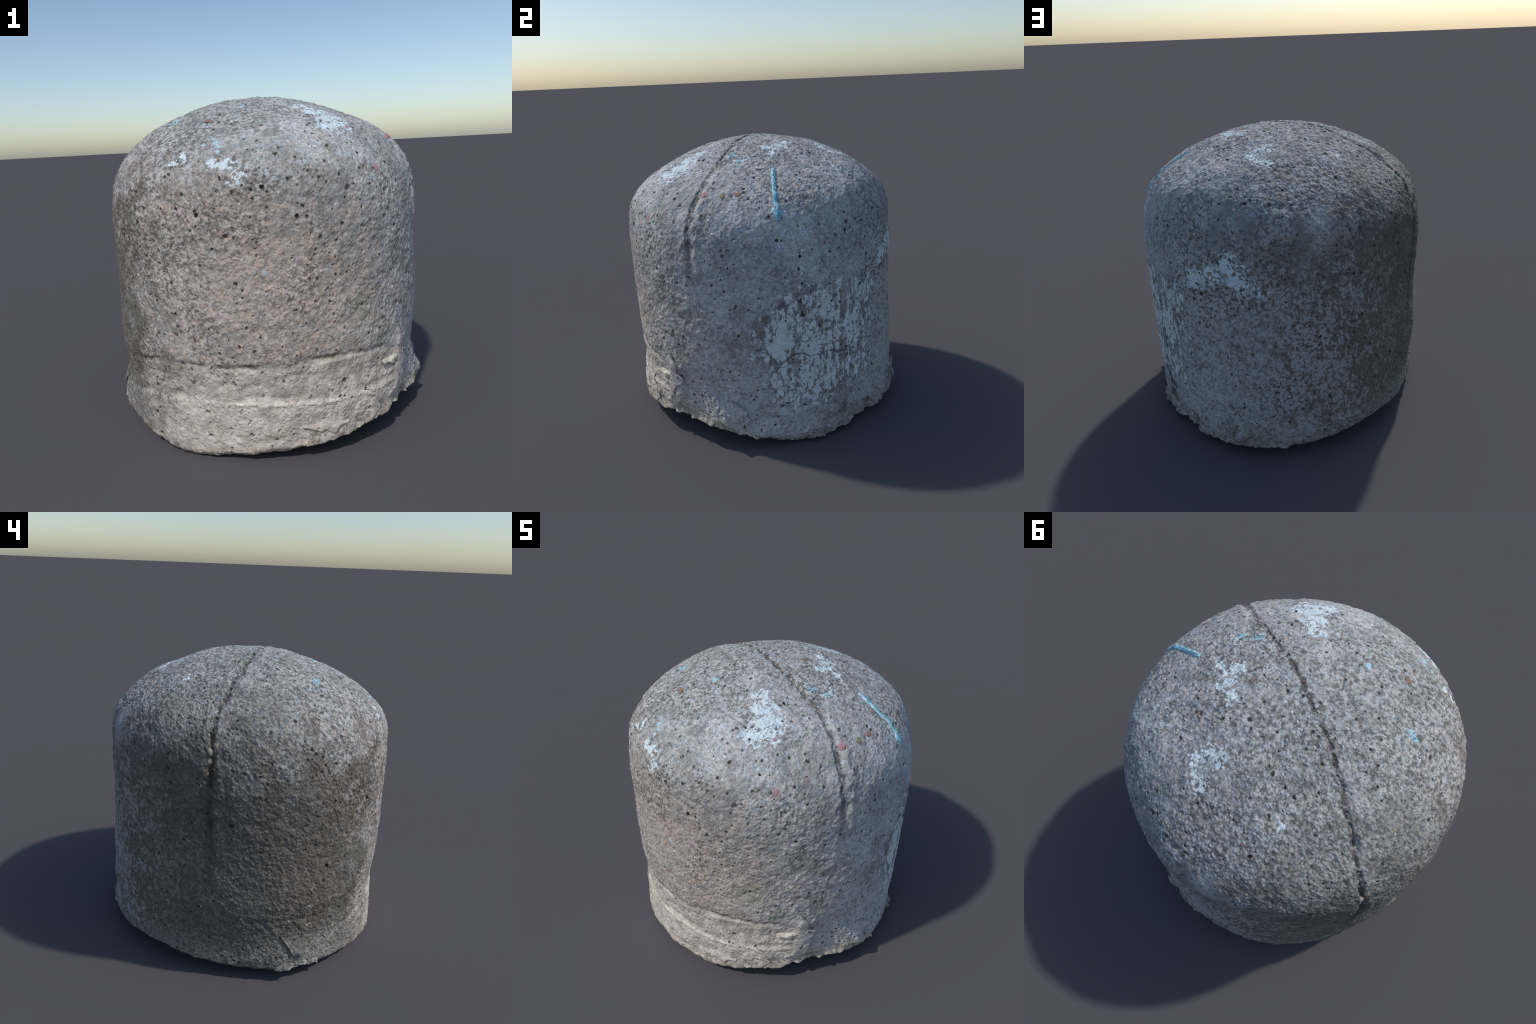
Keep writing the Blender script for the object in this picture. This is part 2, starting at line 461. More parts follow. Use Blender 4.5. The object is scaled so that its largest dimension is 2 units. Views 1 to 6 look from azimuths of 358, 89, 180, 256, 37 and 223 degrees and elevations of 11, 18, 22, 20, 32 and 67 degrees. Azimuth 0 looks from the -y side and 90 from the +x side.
def blobs(T, pw, table):
    total = None
    for x, y, z, r, k in table:
        d = T.vec("DISTANCE", pw, (x, y, z))
        m = T.remap(d, r * 1.7, r * 0.25, 0.0, k)
        total = m if total is None else total.max(m)
    return total


def concrete_material():
    m = bpy.data.materials.new("weathered_concrete")
    m.use_nodes = True
    T = Tree(m.node_tree)
    P = Val(T, T.node("ShaderNodeTexCoord").outputs["Object"])
    x, y, z = T.sep(P)
    deg = T.math("ARCTAN2", y, x) * (180 / math.pi)          # -180 .. 180, 0 on +x
    front = T.math("ARCTAN2", x, y * -1.0) * (180 / math.pi)     # 0 on -y, 90 on +x
    gravel, pore, hole, rg, bared = relief(T, P)

    n_big = T.noise(P, 1.7, 3, 0.55)
    n_mid = T.noise(P, 7.0, 4, 0.6)
    n_fine = T.noise(P, 38.0, 3, 0.65)
    n_grain = T.noise(P, 150.0, 2, 0.6)
    warpc = T.noise(P, 9.0, 4, 0.62, out="Color")
    warp = T.vec("SCALE", T.vec("SUBTRACT", warpc, (0.5, 0.5, 0.5)), 0.16)
    pw = T.vec("ADD", P, warp)

    # cement and gravel
    grit = T.mix(T.remap(n_fine, 0.28, 0.72), (0.215, 0.208, 0.20), (0.52, 0.505, 0.49))
    flat = T.mix(T.remap(n_fine * 0.6 + n_mid * 0.4, 0.34, 0.66), (0.315, 0.305, 0.295), (0.515, 0.50, 0.485))
    cem = T.mix(T.remap(bared + (n_mid - 0.5) * 1.2, 0.15, 0.75), flat, grit)
    mottle = T.noise(P, 78.0, 2, 0.6)
    cem = T.mix(0.55, cem, T.mix(T.remap(mottle, 0.33, 0.67), (0.70, 0.70, 0.70), (1.28, 1.28, 1.28)), "MULTIPLY")
    stone = T.mix(rg, (0.25, 0.245, 0.235), (0.68, 0.67, 0.645))
    cem = T.mix(T.remap(gravel, 0.25, 0.7) * (bared * 0.52 + 0.12), cem, stone)
    smears = T.remap(T.noise(P, 5.0, 5, 0.68), 0.56, 0.68)
    cem = T.mix(smears * 0.5, cem, (0.59, 0.575, 0.55))
    tint = T.mix(T.remap(T.noise(P, 24.0, 2, 0.5), 0.35, 0.65), (1.06, 0.99, 0.95), (0.95, 1.0, 1.04))
    cem = T.mix(T.remap(z + x * 0.5, 1.2, 1.7), cem, T.mix(1.0, cem, (0.93, 0.985, 1.02), "MULTIPLY"))
    cem = T.mix(0.9, cem, tint, "MULTIPLY")
    cem = T.mix(1.0, cem, T.mix(T.remap(n_big * 0.6 + n_mid * 0.4, 0.38, 0.62), (0.80, 0.80, 0.79), (1.08, 1.08, 1.08)), "MULTIPLY")
    # warm mauve-brown weathering on the front face, cooler grey elsewhere
    warm = T.remap(front.abs(), 85.0, 25.0) * T.remap(z + (n_mid - 0.5) * 0.5, 1.72, 1.35)
    brown = T.remap(n_mid + n_big * 0.6, 0.62, 0.95) * T.remap(front.abs(), 58.0, 5.0)
    cem = T.mix(warm * 0.9, cem, T.mix(1.0, cem, (1.0, 0.935, 0.880), "MULTIPLY"))
    cem = T.mix(warm * brown * 0.8, cem, T.mix(1.0, cem, (0.82, 0.755, 0.70), "MULTIPLY"))

    cem = T.mix(1.0, cem, (1.10, 1.10, 1.10), "MULTIPLY")

    # pale beige footing collar, broken upper edge
    zl = T.curve(front, [(-180, 0.30), (-75, 0.42), (-59, 0.46), (-42, 0.51), (-18, 0.53), (4, 0.525), (11, 0.555), (29, 0.55), (40, 0.51), (55, 0.44), (75, 0.34), (120, 0.22), (180, 0.2)], -180, 180, 0.0, 0.8)
    edge = z - zl + (T.noise(P, 9.0, 3, 0.6) - 0.5) * 0.07
    span = T.remap(front + (n_mid - 0.5) * 40.0, -62, -26) * T.remap(front + (n_mid - 0.5) * 8.0, 54, 48)
    collar = T.remap(edge, 0.012, -0.012) * span
    beige = T.mix(T.remap(T.noise(P, 11.0, 4, 0.65), 0.35, 0.66), (0.43, 0.37, 0.31), (0.66, 0.595, 0.515))
    beige = T.mix(T.remap(n_fine, 0.55, 0.75) * 0.4, beige, (0.70, 0.66, 0.60))
    beige = T.mix(T.remap(T.noise(P, 5.0, 4, 0.6), 0.58, 0.70) * 0.55, beige, (0.31, 0.27, 0.215))
    colour = T.mix(collar * 0.92, cem, beige)
    hem = T.curve(front, [(-180, 0.0), (30, 0.0), (45, 0.20), (60, 0.275), (72, 0.255), (80, 0.16), (95, 0.0), (180, 0.0)], -180, 180, 0.0, 0.8)
    colour = T.mix(T.remap(z - hem + (n_mid - 0.5) * 0.10, 0.02, -0.02) * T.remap(front, 40, 46) * T.remap(front, 90, 78) * 0.8, colour, beige)
    # bleached rib
    zr = T.curve(front, [(-180, 0.25), (-61, 0.25), (-46, 0.30), (-27, 0.32), (-7, 0.33), (10, 0.32), (39, 0.31), (90, 0.30), (180, 0.27)], -180, 180, 0.0, 0.8)
    rib = T.remap((z - zr + (n_mid - 0.5) * 0.03).abs(), 0.022, 0.006) * T.remap(front, -62, -40) * T.remap(front, 48, 25) * T.remap(n_fine, 0.35, 0.55)
    colour = T.mix(rib * 0.7, colour, (0.74, 0.68, 0.58))
    # dark broken line along the collar's lip
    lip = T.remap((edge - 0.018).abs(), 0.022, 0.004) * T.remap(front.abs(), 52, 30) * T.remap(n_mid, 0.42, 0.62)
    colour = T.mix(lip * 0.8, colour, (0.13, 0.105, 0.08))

    # dark olive-brown streaks on the -x and +y sides, broken by grain
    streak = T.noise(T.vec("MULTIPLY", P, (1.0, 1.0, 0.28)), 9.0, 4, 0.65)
    dark_side = T.curve(deg + (n_mid - 0.5) * 60.0 + (n_fine - 0.5) * 50.0, [(-180, 0.95), (-155, 0.80), (-135, 0.45), (-105, 0.05), (-90, 0.0), (0, 0.0), (40, 0.15), (75, 0.5), (110, 0.72), (150, 0.95), (180, 0.95)], -180, 180, 0.0, 1.0)
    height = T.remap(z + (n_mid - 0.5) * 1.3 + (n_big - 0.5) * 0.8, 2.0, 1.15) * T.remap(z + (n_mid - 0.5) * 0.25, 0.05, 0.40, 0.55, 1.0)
    dark_streaks = T.remap(streak * 0.6 + n_fine * 0.4 + n_big * 0.3 + dark_side * 0.26, 0.50, 0.84) * T.remap(dark_side, 0.0, 0.9) * height
    dark_tone = T.mix(T.remap(n_big, 0.42, 0.58), (0.095, 0.090, 0.072), (0.122, 0.092, 0.066))
    colour = T.mix(dark_streaks * 0.85, colour, dark_tone)
    # greenish film on the -x shoulder and a green smear low on the front right
    film = T.remap(T.vec("DISTANCE", pw, (-0.50, 0.20, 1.76)), 1.05, 0.15) * T.remap(n_mid, 0.42, 0.66)
    colour = T.mix(film * 0.62, colour, (0.15, 0.168, 0.145))
    smear = T.remap(T.vec("DISTANCE", pw, (0.50, -0.86, 0.80)), 0.14, 0.03).max(T.remap(T.vec("DISTANCE", pw, (0.62, -0.77, 0.62)), 0.11, 0.03))
    colour = T.mix(smear * 0.30, colour, (0.22, 0.25, 0.16))

    # paint
    fray = T.noise(P, 21.0, 5, 0.72)
    hold = T.remap(gravel * 0.45 + n_fine * 0.9 + fray * 0.5, 0.55, 1.0)
    pale = blobs(T, pw, PAINT_PALE)
    pale = T.remap(pale - T.remap(T.noise(P, 34.0, 3, 0.65), 0.52, 0.62) * 0.26 - (1.0 - hold) * 0.55 + (fray - 0.5) * 1.5, 0.24, 0.46)
    panel_p = T.vec("ADD", P, T.vec("MULTIPLY", warp, (1.0, 1.0, 1.6)))
    panel = blobs(T, panel_p, PAINT_PANEL)
    strips = T.noise(T.vec("MULTIPLY", P, (1.0, 1.0, 0.22)), 13.0, 4, 0.7)
    wear = T.noise(T.vec("MULTIPLY", P, (1.0, 1.0, 0.6)), 30.0, 4, 0.72)
    panel_area = panel
    panel = T.remap(panel * 1.05 - T.remap(strips, 0.40, 0.66) * 0.75 - T.remap(wear, 0.36, 0.66) * 0.85, 0.06, 0.16)
    blue = blobs(T, pw, PAINT_BLUE)
    blue = T.remap(blue - (1.0 - hold) * 0.40 + (fray - 0.5) * 0.8, 0.25, 0.42)
    # thin scattered remains of paint on the +x and +y sides, smaller flakes further round
    film_side = T.curve(deg, [(-180, 0.16), (-130, 0.20), (-60, 0.0), (-45, 0.15), (-20, 0.35), (10, 0.55), (45, 0.70), (80, 0.75), (115, 0.5), (145, 0.22), (180, 0.16)], -180, 180, 0.0, 1.0) * T.remap(z + (n_mid - 0.5) * 0.5, 1.50, 1.15) * T.remap(z, 0.10, 0.30)
    shade_lift = film_side * T.remap(deg.abs() + (n_mid - 0.5) * 50.0, 95, 50).max(0.0) * T.remap(n_mid * 0.4 + fray * 0.6, 0.42, 0.58)  # colour lightened on the shaded +x wall to soften the sun's edge above
    colour = T.mix(shade_lift * 0.45, colour, (0.56, 0.565, 0.565))
    scraps = T.remap(T.noise(T.vec("MULTIPLY", P, (1.0, 1.0, 0.6)), 31.0, 4, 0.68) + n_big * 0.25 + n_mid * 0.25 + film_side * 0.12, 0.80, 0.88) * T.remap(film_side, 0.05, 0.35)
    colour = T.mix(scraps * 0.65, colour, T.mix(T.remap(deg.abs(), 100, 140), (0.47, 0.485, 0.49), (0.33, 0.325, 0.31)))
    worn = T.remap(panel_area, 0.2, 0.55) * T.remap(wear * 0.6 + n_fine * 0.4, 0.48, 0.56)
    colour = T.mix(worn * 0.72, colour, (0.13, 0.125, 0.115))
    colour = T.mix(panel * 0.9, colour, T.mix(n_mid, (0.64, 0.67, 0.69), (0.73, 0.76, 0.78)))
    colour = T.mix(pale * 0.85, colour, T.mix(n_mid, (0.62, 0.75, 0.81), (0.71, 0.79, 0.82)))
    colour = T.mix(blue * 0.85, colour, T.mix(n_fine, (0.22, 0.48, 0.62), (0.50, 0.72, 0.80)))
    crackle, _ = T.voronoi(T.vec("ADD", P, T.vec("SCALE", warp, 0.5)), 11.0, "DISTANCE_TO_EDGE")
    craze = T.remap(crackle, 0.040, 0.012) * T.remap(n_mid, 0.44, 0.56) * panel
    colour = T.mix(craze * 0.75, colour, (0.08, 0.08, 0.075))

    low = T.remap(T.noise(T.vec("MULTIPLY", P, (1.0, 1.0, 2.2)), 16.0, 5, 0.7) + (n_mid - 0.5) * 0.5, 0.56, 0.64) * T.remap(z, 0.75, 0.45) * T.remap(deg, -95.0, -125.0)
    colour = T.mix(low * 0.65, colour, (0.47, 0.445, 0.40))
    grime = T.remap(T.noise(P, 8.0, 5, 0.7) * 0.7 + n_fine * 0.3, 0.52, 0.62) * T.remap(front, -8.0, -40.0) * T.remap(z + (n_mid - 0.5) * 0.3, 0.75, 0.45)
    colour = T.mix(grime * 0.55, colour, (0.135, 0.125, 0.092))
    # cracks in the panel
    ca = T.curve(z, CRACK_A, 0.40, 1.15, 0, 20)
    da = (deg - ca + (n_mid - 0.5) * 5.0).abs()
    cr_a = T.remap(da, 0.60, 0.20) * T.remap(n_fine, 0.30, 0.5) * T.remap(z, 0.54, 0.60) * T.remap(z, 1.08, 1.0)
    cb = T.curve(deg, CRACK_B, 0, 37, 0.4, 0.8)
    dz = (z - cb + (n_mid - 0.5) * 0.06).abs()
    cr_b = T.remap(dz, 0.009, 0.003) * T.remap(n_fine, 0.34, 0.5) * T.remap(deg, 0.0, 3.0) * T.remap(deg, 40.0, 35.0)
    colour = T.mix(cr_a.max(cr_b) * 0.62, colour, (0.055, 0.055, 0.05))

    # grime sitting between the stones and in the pores
    painted = pale.max(panel)
    gaps = T.remap(gravel, 0.17, 0.02) * T.remap(n_fine, 0.60, 0.38) * (1.0 - painted * 0.85) * (1.0 - collar * 0.7)
    colour = T.mix(gaps * (bared * 0.55 + 0.14 + film_side * 0.40).clamp(), colour, (0.10, 0.095, 0.082))
    colour = T.mix(pore * (1.0 - collar * 0.25) * 0.92, colour, (0.055, 0.05, 0.042))
    td, tc = T.voronoi(T.vec("ADD", P, T.vec("SCALE", warp, 0.06)), 78.0)
    tr, tg, tb = T.rgb(tc)
    pin = T.remap(td, tg * 0.25 + 0.16, tg * 0.12 + 0.06) * T.remap(tr + n_mid * 0.5, 0.80, 0.90)
    colour = T.mix(pin * (1.0 - painted * 0.6) * 0.72, colour, (0.075, 0.07, 0.06))
    colour = T.mix(hole * 0.9, colour, (0.035, 0.03, 0.025))
    colour = T.mix(0.20, colour, T.mix(T.remap(n_grain, 0.3, 0.7), (0.62, 0.62, 0.62), (1.30, 1.30, 1.30)), "MULTIPLY")

    # soil in the seam
    sy = T.curve(x, SEAM, -1.0, 1.0, -0.6, 0.6)
    sd = (y - sy) * SEAM_COS + (T.noise(P, 11.0, 3, 0.6) - 0.5) * 0.05
    back = T.remap(x, -0.3, -0.6)
    seam = T.remap(sd.abs() + (n_fine - 0.5) * 0.03, 0.024, 0.007) * T.remap(z + back * 0.30, 1.15, 1.45) * T.remap(T.noise(P, 16.0, 4, 0.7), 0.42, 0.52)
    colour = T.mix(seam * 0.85, colour, T.mix(n_fine, (0.045, 0.042, 0.036), (0.165, 0.145, 0.122)))
    trail = T.remap(sd.abs(), 0.05, 0.012) * T.remap(x, -0.5, -0.7) * T.remap(z, 0.2, 1.0) * T.remap(z, 1.62, 1.45)
    colour = T.mix(trail * 0.45, colour, (0.075, 0.068, 0.055))
    mortar = T.remap((sd + 0.045).abs(), 0.05, 0.01) * T.remap(z, 1.5, 1.8) * T.remap(n_mid, 0.35, 0.6)
    colour = T.mix(mortar * 0.45, colour, (0.37, 0.385, 0.40))

    # dark root pockets behind the grass
    pocket = None
    for px, py, pz, pr_ in ((0.31, 0.93, 0.15, 0.11), (0.83, 0.53, 0.17, 0.09), (0.66, 0.70, 0.10, 0.07), (0.92, 0.40, 0.16, 0.05)):
        k = T.remap(T.vec("DISTANCE", pw, (px, py, pz)), pr_, pr_ * 0.35)
        pocket = k if pocket is None else pocket.max(k)
    colour = T.mix(pocket * T.remap(streak, 0.38, 0.56) * 0.75, colour, (0.06, 0.055, 0.042))
    # damp earth and rust-brown crumbs along the broken foot
    zf = T.curve(front, [(-180, 0.09), (-90, 0.10), (-60, 0.06), (-30, 0.02), (0, 0.07), (30, 0.11), (60, 0.20), (75, 0.15), (90, 0.06), (120, 0.04), (165, 0.10), (180, 0.09)], -180, 180, 0.0, 0.4)
    earth = T.remap(z - zf + (n_mid - 0.5) * 0.14, 0.05, -0.005) * T.remap(n_fine, 0.38, 0.56)
    colour = T.mix(earth * 0.7, colour, T.mix(n_grain, (0.05, 0.042, 0.03), (0.17, 0.135, 0.10)))

    bsdf = T.node("ShaderNodeBsdfPrincipled")
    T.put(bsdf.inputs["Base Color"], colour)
    bsdf.inputs["Roughness"].default_value = 0.95
    bsdf.inputs["Specular IOR Level"].default_value = 0.12
    hgt = n_fine * 0.5 + n_grain * 0.30 + gravel * 0.5 - pore * 0.7 - hole * 0.8
    b = T.node("ShaderNodeBump")
    b.inputs["Strength"].default_value = 0.85
    b.inputs["Distance"].default_value = 0.006
    T.put(b.inputs["Height"], hgt)
    T.t.links.new(b.outputs[0], bsdf.inputs["Normal"])
    out = T.node("ShaderNodeOutputMaterial")
    T.t.links.new(bsdf.outputs[0], out.inputs[0])
    return m


def plain_material(name, dark, light, scale=40.0, rough=0.8, bump_d=0.002, spec=0.2, translucent=None):
    m = bpy.data.materials.new(name)
    m.use_nodes = True
    T = Tree(m.node_tree)
    P = Val(T, T.node("ShaderNodeTexCoord").outputs["Object"])
    n = T.noise(P, scale, 4, 0.65)
    info = Val(T, T.node("ShaderNodeObjectInfo").outputs["Random"])
    col = T.mix(T.remap(n, 0.32, 0.68), dark, light)
    col = T.mix(0.5, col, T.mix(info, (0.75, 0.75, 0.75), (1.2, 1.2, 1.2)), "MULTIPLY")
    bsdf = T.node("ShaderNodeBsdfPrincipled")
    T.put(bsdf.inputs["Base Color"], col)
    bsdf.inputs["Roughness"].default_value = rough
    bsdf.inputs["Specular IOR Level"].default_value = spec
    b = T.node("ShaderNodeBump")
    b.inputs["Distance"].default_value = bump_d
    b.inputs["Strength"].default_value = 0.8
    T.put(b.inputs["Height"], T.noise(P, scale * 2.2, 3, 0.6))
    T.t.links.new(b.outputs[0], bsdf.inputs["Normal"])
    out = T.node("ShaderNodeOutputMaterial")
    if translucent:
        tr, mx = T.node("ShaderNodeBsdfTranslucent"), T.node("ShaderNodeMixShader")
        T.put(tr.inputs[0], col)
        mx.inputs[0].default_value = translucent
        T.t.links.new(bsdf.outputs[0], mx.inputs[1])
        T.t.links.new(tr.outputs[0], mx.inputs[2])
        T.t.links.new(mx.outputs[0], out.inputs[0])
    else:
        T.t.links.new(bsdf.outputs[0], out.inputs[0])
    return m


# ----------------------------------------------------------------------------------------------
# 5. the concrete body
# ----------------------------------------------------------------------------------------------
def link(ob, parent=None):
    bpy.context.scene.collection.objects.link(ob)
    if parent is not None:
        ob.parent = parent
    return ob


def grid_mesh(name, G, cap=False):
    """Quad mesh from a rows x columns grid that closes round the columns."""
    R, C, _ = G.shape
    i = np.arange(R - 1)[:, None] * C
    j = np.arange(C)[None, :]
    k = (j + 1) % C
    quads = np.stack([i + j, i + C + j, i + C + k, i + k], -1).reshape(-1, 4)
    me = bpy.data.meshes.new(name)
    me.vertices.add(R * C)
    me.vertices.foreach_set("co", G.reshape(-1).astype(np.float32))
    me.loops.add(quads.size)
    me.polygons.add(len(quads))
    me.loops.foreach_set("vertex_index", quads.reshape(-1).astype(np.int32))
    me.polygons.foreach_set("loop_start", np.arange(0, quads.size, 4, dtype=np.int32))
    me.update(calc_edges=True)
    me.polygons.foreach_set("use_smooth", np.ones(len(quads), bool))
    return me


def relieved(G):
    """Runs the gravel and pore relief over the whole body at once and returns the moved grid."""
    ob = link(bpy.data.objects.new("body_form", grid_mesh("body_form", G)))
    ob.modifiers.new("relief", "NODES").node_group = relief_modifier()
    dg = bpy.context.evaluated_depsgraph_get()
    ev = ob.evaluated_get(dg)
    co = np.empty(len(ev.data.vertices) * 3, np.float32)
    ev.data.vertices.foreach_get("co", co)
    me = ob.data
    bpy.data.objects.remove(ob)
    bpy.data.meshes.remove(me)
    return co.reshape(G.shape).astype(float)


grid, theta = build_grid()
grid = sculpt(grid, theta)
last_outer = R_BODY + R_FOOT
moved = relieved(grid)
fade = np.ones(len(grid))
fade[last_outer - 14 : last_outer] = np.linspace(1, 0.25, 14)
fade[last_outer:] = 0.25
grid = grid + (moved - grid) * fade[:, None, None]

# place in the frame: lowest point on the ground, centred
grid[..., 2] = np.maximum(grid[..., 2], 0.004)

# close the two poles on a single shared point height
grid[0] = grid[0].mean(0) + (grid[0] - grid[0].mean(0)) * 0.02
grid[-1] = grid[-1].mean(0) + (grid[-1] - grid[-1].mean(0)) * 0.02
NORMALS = grid_normals(grid)

concrete = concrete_material()
root = link(bpy.data.objects.new("concrete_bollard", None))
root.empty_display_size = 0.3
root["label"] = "squat grey weathered concrete bollard with domed top and worn blue paint"
root["category"] = "concrete bollard"

mean_z = grid[..., 2].mean(1)
row_dome = int(np.argmin(np.abs(mean_z[:R_BODY] - 1.45)))
row_foot = int(np.argmin(np.abs(mean_z[:R_BODY] - 0.57)))
for name, a, b in (("dome", 0, row_dome), ("shaft", row_dome, row_foot), ("footing", row_foot, len(grid) - 1)):
    me = grid_mesh(name, grid[a : b + 1])
    me.normals_split_custom_set_from_vertices(NORMALS[a : b + 1].reshape(-1, 3).tolist())
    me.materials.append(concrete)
    part = link(bpy.data.objects.new(name, me), root)

# ----------------------------------------------------------------------------------------------
# 6. surface look-up for the loose and embedded pieces
# ----------------------------------------------------------------------------------------------
from mathutils.kdtree import KDTree

_flat = grid[: last_outer].reshape(-1, 3)
_fn = NORMALS[: last_outer].reshape(-1, 3)
_step = 3
_ids = np.arange(0, len(_flat), _step)
KD = KDTree(len(_ids))
for n_, i_ in enumerate(_ids):
    KD.insert(_flat[i_], int(i_))
KD.balance()
# smoothed normals for placing things
_sm = grid_normals(np.stack([sum(np.roll(grid[:last_outer], s, 1) for s in range(-6, 7)) / 13])[0]).reshape(-1, 3)


def on_surface(p):
    co, i, d = KD.find(Vector(p))
    return Vector(co), Vector(_sm[i]).normalized()


def frame(nv, up=(0, 0, 1)):
    nv = Vector(nv).normalized()
    t = Vector(up) - nv * nv.dot(Vector(up))
    if t.length < 1e-3:
        t = Vector((1, 0, 0)) - nv * nv.x
    t.normalize()
    return t, nv.cross(t), nv


def stone_mesh(name, seed, flat=0.7, sub=3, rough=0.16):
    bm = bmesh.new()
    bmesh.ops.create_icosphere(bm, subdivisions=sub, radius=1.0)
    co = np.array([v.co[:] for v in bm.verts])
    k = 1 + rough * fbm(co, 1.3, 3, seed) * 2
    for v, s in zip(bm.verts, k):
        v.co = Vector((v.co.x * s, v.co.y * s * (0.72 + 0.2 * ((seed * 37) % 10) / 10), v.co.z * s * flat))
    me = bpy.data.meshes.new(name)
    bm.to_mesh(me)
    bm.free()
    me.polygons.foreach_set("use_smooth", np.ones(len(me.polygons), bool))
    return me


def place(ob, p, nv, size, spin, sink=0.0, squash=1.0):
    from mathutils import Matrix
    t, b, nv = frame(nv)
    c, s = math.cos(spin), math.sin(spin)
    u, v = t * c + b * s, b * c - t * s
    q = Vector(p) - nv * sink
    ob.matrix_world = Matrix((
        (u.x * size, v.x * size, nv.x * size * squash, q.x),
        (u.y * size, v.y * size, nv.y * size * squash, q.y),
        (u.z * size, v.z * size, nv.z * size * squash, q.z),
        (0, 0, 0, 1)))


STONES = [stone_mesh("stone", k) for k in range(6)]


def stone_set(kind, materials):
    return [[(lambda me, m: (me.materials.append(m), me)[1])(s.copy(), m) for s in STONES] for m in materials]


grey_stone = plain_material("grey_stone", (0.22, 0.21, 0.195), (0.44, 0.42, 0.39), 60)
buff_stone = plain_material("buff_stone", (0.34, 0.28, 0.22), (0.52, 0.45, 0.37), 60)
rust_stone = plain_material("rusty_stone", (0.24, 0.15, 0.11), (0.42, 0.27, 0.20), 60)
pink_stone = plain_material("pink_stone", (0.42, 0.23, 0.235), (0.56, 0.345, 0.35), 30)
pale_stone = plain_material("pale_stone", (0.44, 0.44, 0.42), (0.62, 0.61, 0.58), 50)
olive_stone = plain_material("olive_stone", (0.24, 0.225, 0.15), (0.36, 0.34, 0.24), 50)

# pebbles bared in the casting seam
seam_sets = stone_set("pebble", [grey_stone, buff_stone, rust_stone, pale_stone])
seam_pts = np.array(SEAM)
n_peb = 0


def add_pebble(p, size, mat, sink=0.3):
    global n_peb
    q, nv = on_surface(p)
    ob = bpy.data.objects.new("pebble", seam_sets[mat][rnd.randrange(6)])
    link(ob, root)
    place(ob, q, nv, size, rnd.uniform(0, TAU), (sink + 0.25) * size, rnd.uniform(0.7, 1.0))
    n_peb += 1


def dome_height(x, y):
    r = math.hypot(x, y)
    return float(np.interp(r, [0, 0.26, 0.45, 0.7, 0.83, 0.92, 0.95, 0.97], [1.98, 1.96, 1.9, 1.78, 1.68, 1.58, 1.45, 1.2]))


xs = -0.84
while xs < 0.80:
    ys = float(np.interp(xs, seam_pts[:, 0], seam_pts[:, 1]))
    off = rnd.gauss(0, 0.010)
    x_, y_ = xs - 0.47 * off * -1, ys + 0.88 * off
    busy = 1.0 if (xs < -0.5 or 0.28 < xs < 0.66) else 0.5
    if rnd.random() < busy:
        add_pebble((x_, y_, dome_height(x_, y_)), rnd.uniform(0.009, 0.0165), rnd.choice((0, 0, 1, 2, 3) if xs > 0 else (0, 0, 1, 3)))
    xs += rnd.uniform(0.012, 0.028)
# the string of round pebbles low on the -x side, and the cluster above it
for p, s, mt in (((-0.835, 0.40, 1.565), 0.019, 1), ((-0.845, 0.405, 1.525), 0.023, 1), ((-0.855, 0.415, 1.47), 0.022, 1), ((-0.85, 0.42, 1.40), 0.014, 2),
                 ((-0.59, 0.25, 1.79), 0.021, 1), ((-0.61, 0.235, 1.78), 0.018, 3), ((-0.60, 0.285, 1.77), 0.018, 3), ((-0.57, 0.275, 1.79), 0.016, 0), ((-0.63, 0.275, 1.75), 0.017, 3), ((-0.56, 0.22, 1.80), 0.014, 3),
                 ((-0.645, 0.262, 1.745), 0.015, 3), ((0.15, -0.17, 1.97), 0.017, 0), ((0.08, -0.125, 1.975), 0.022, 0), ((0.16, -0.13, 1.97), 0.016, 3)):
    add_pebble(p, s, mt)

# coloured aggregate set flush in the surface
agg_sets = {m.name: [(lambda me: (me.materials.append(m), me)[1])(s.copy()) for s in STONES] for m in (pink_stone, rust_stone, pale_stone, olive_stone, grey_stone)}


def add_aggregate(p, size, mat, squash=0.35, sink=0.10):
    q, nv = on_surface(p)
    ob = bpy.data.objects.new("aggregate_stone", agg_sets[mat.name][rnd.randrange(6)])
    link(ob, root)
    place(ob, q, nv, size, rnd.uniform(0, TAU), sink * size, squash)


for p, s, mt in (((0.75, -0.36, 1.70), 0.026, pink_stone), ((0.59, -0.76, 1.55), 0.022, pink_stone), ((0.815, -0.15, 1.705), 0.020, rust_stone), ((0.80, -0.165, 1.715), 0.014, pink_stone),
                 ((0.74, 0.23, 1.73), 0.014, rust_stone), ((-0.29, -0.545, 1.83), 0.022, rust_stone), ((0.47, -0.61, 1.77), 0.013, pink_stone), ((0.89, 0.36, 1.40), 0.013, pink_stone),
                 ((0.80, -0.24, 1.70), 0.024, olive_stone), ((0.79, -0.38, 1.66), 0.024, pale_stone), ((-0.04, -0.99, 1.05), 0.026, pale_stone), ((-0.10, -0.99, 1.06), 0.014, pale_stone),
                 ((0.66, -0.72, 1.50), 0.017, pale_stone), ((0.62, -0.74, 1.52), 0.013, pale_stone), ((0.40, -0.88, 1.10), 0.013, pale_stone), ((-0.60, -0.70, 1.55), 0.018, pale_stone),
                 ((0.36, 0.87, 1.44), 0.035, grey_stone), ((-0.72, 0.10, 1.75), 0.020, olive_stone), ((-0.42, 0.66, 1.65), 0.016, pale_stone), ((0.25, 0.85, 1.60), 0.013, pink_stone),
                 ((0.84, 0.42, 0.95), 0.026, grey_stone), ((0.90, 0.33, 0.42), 0.020, grey_stone), ((0.70, -0.62, 1.60), 0.014, pink_stone)):
    add_aggregate(p, s, mt)
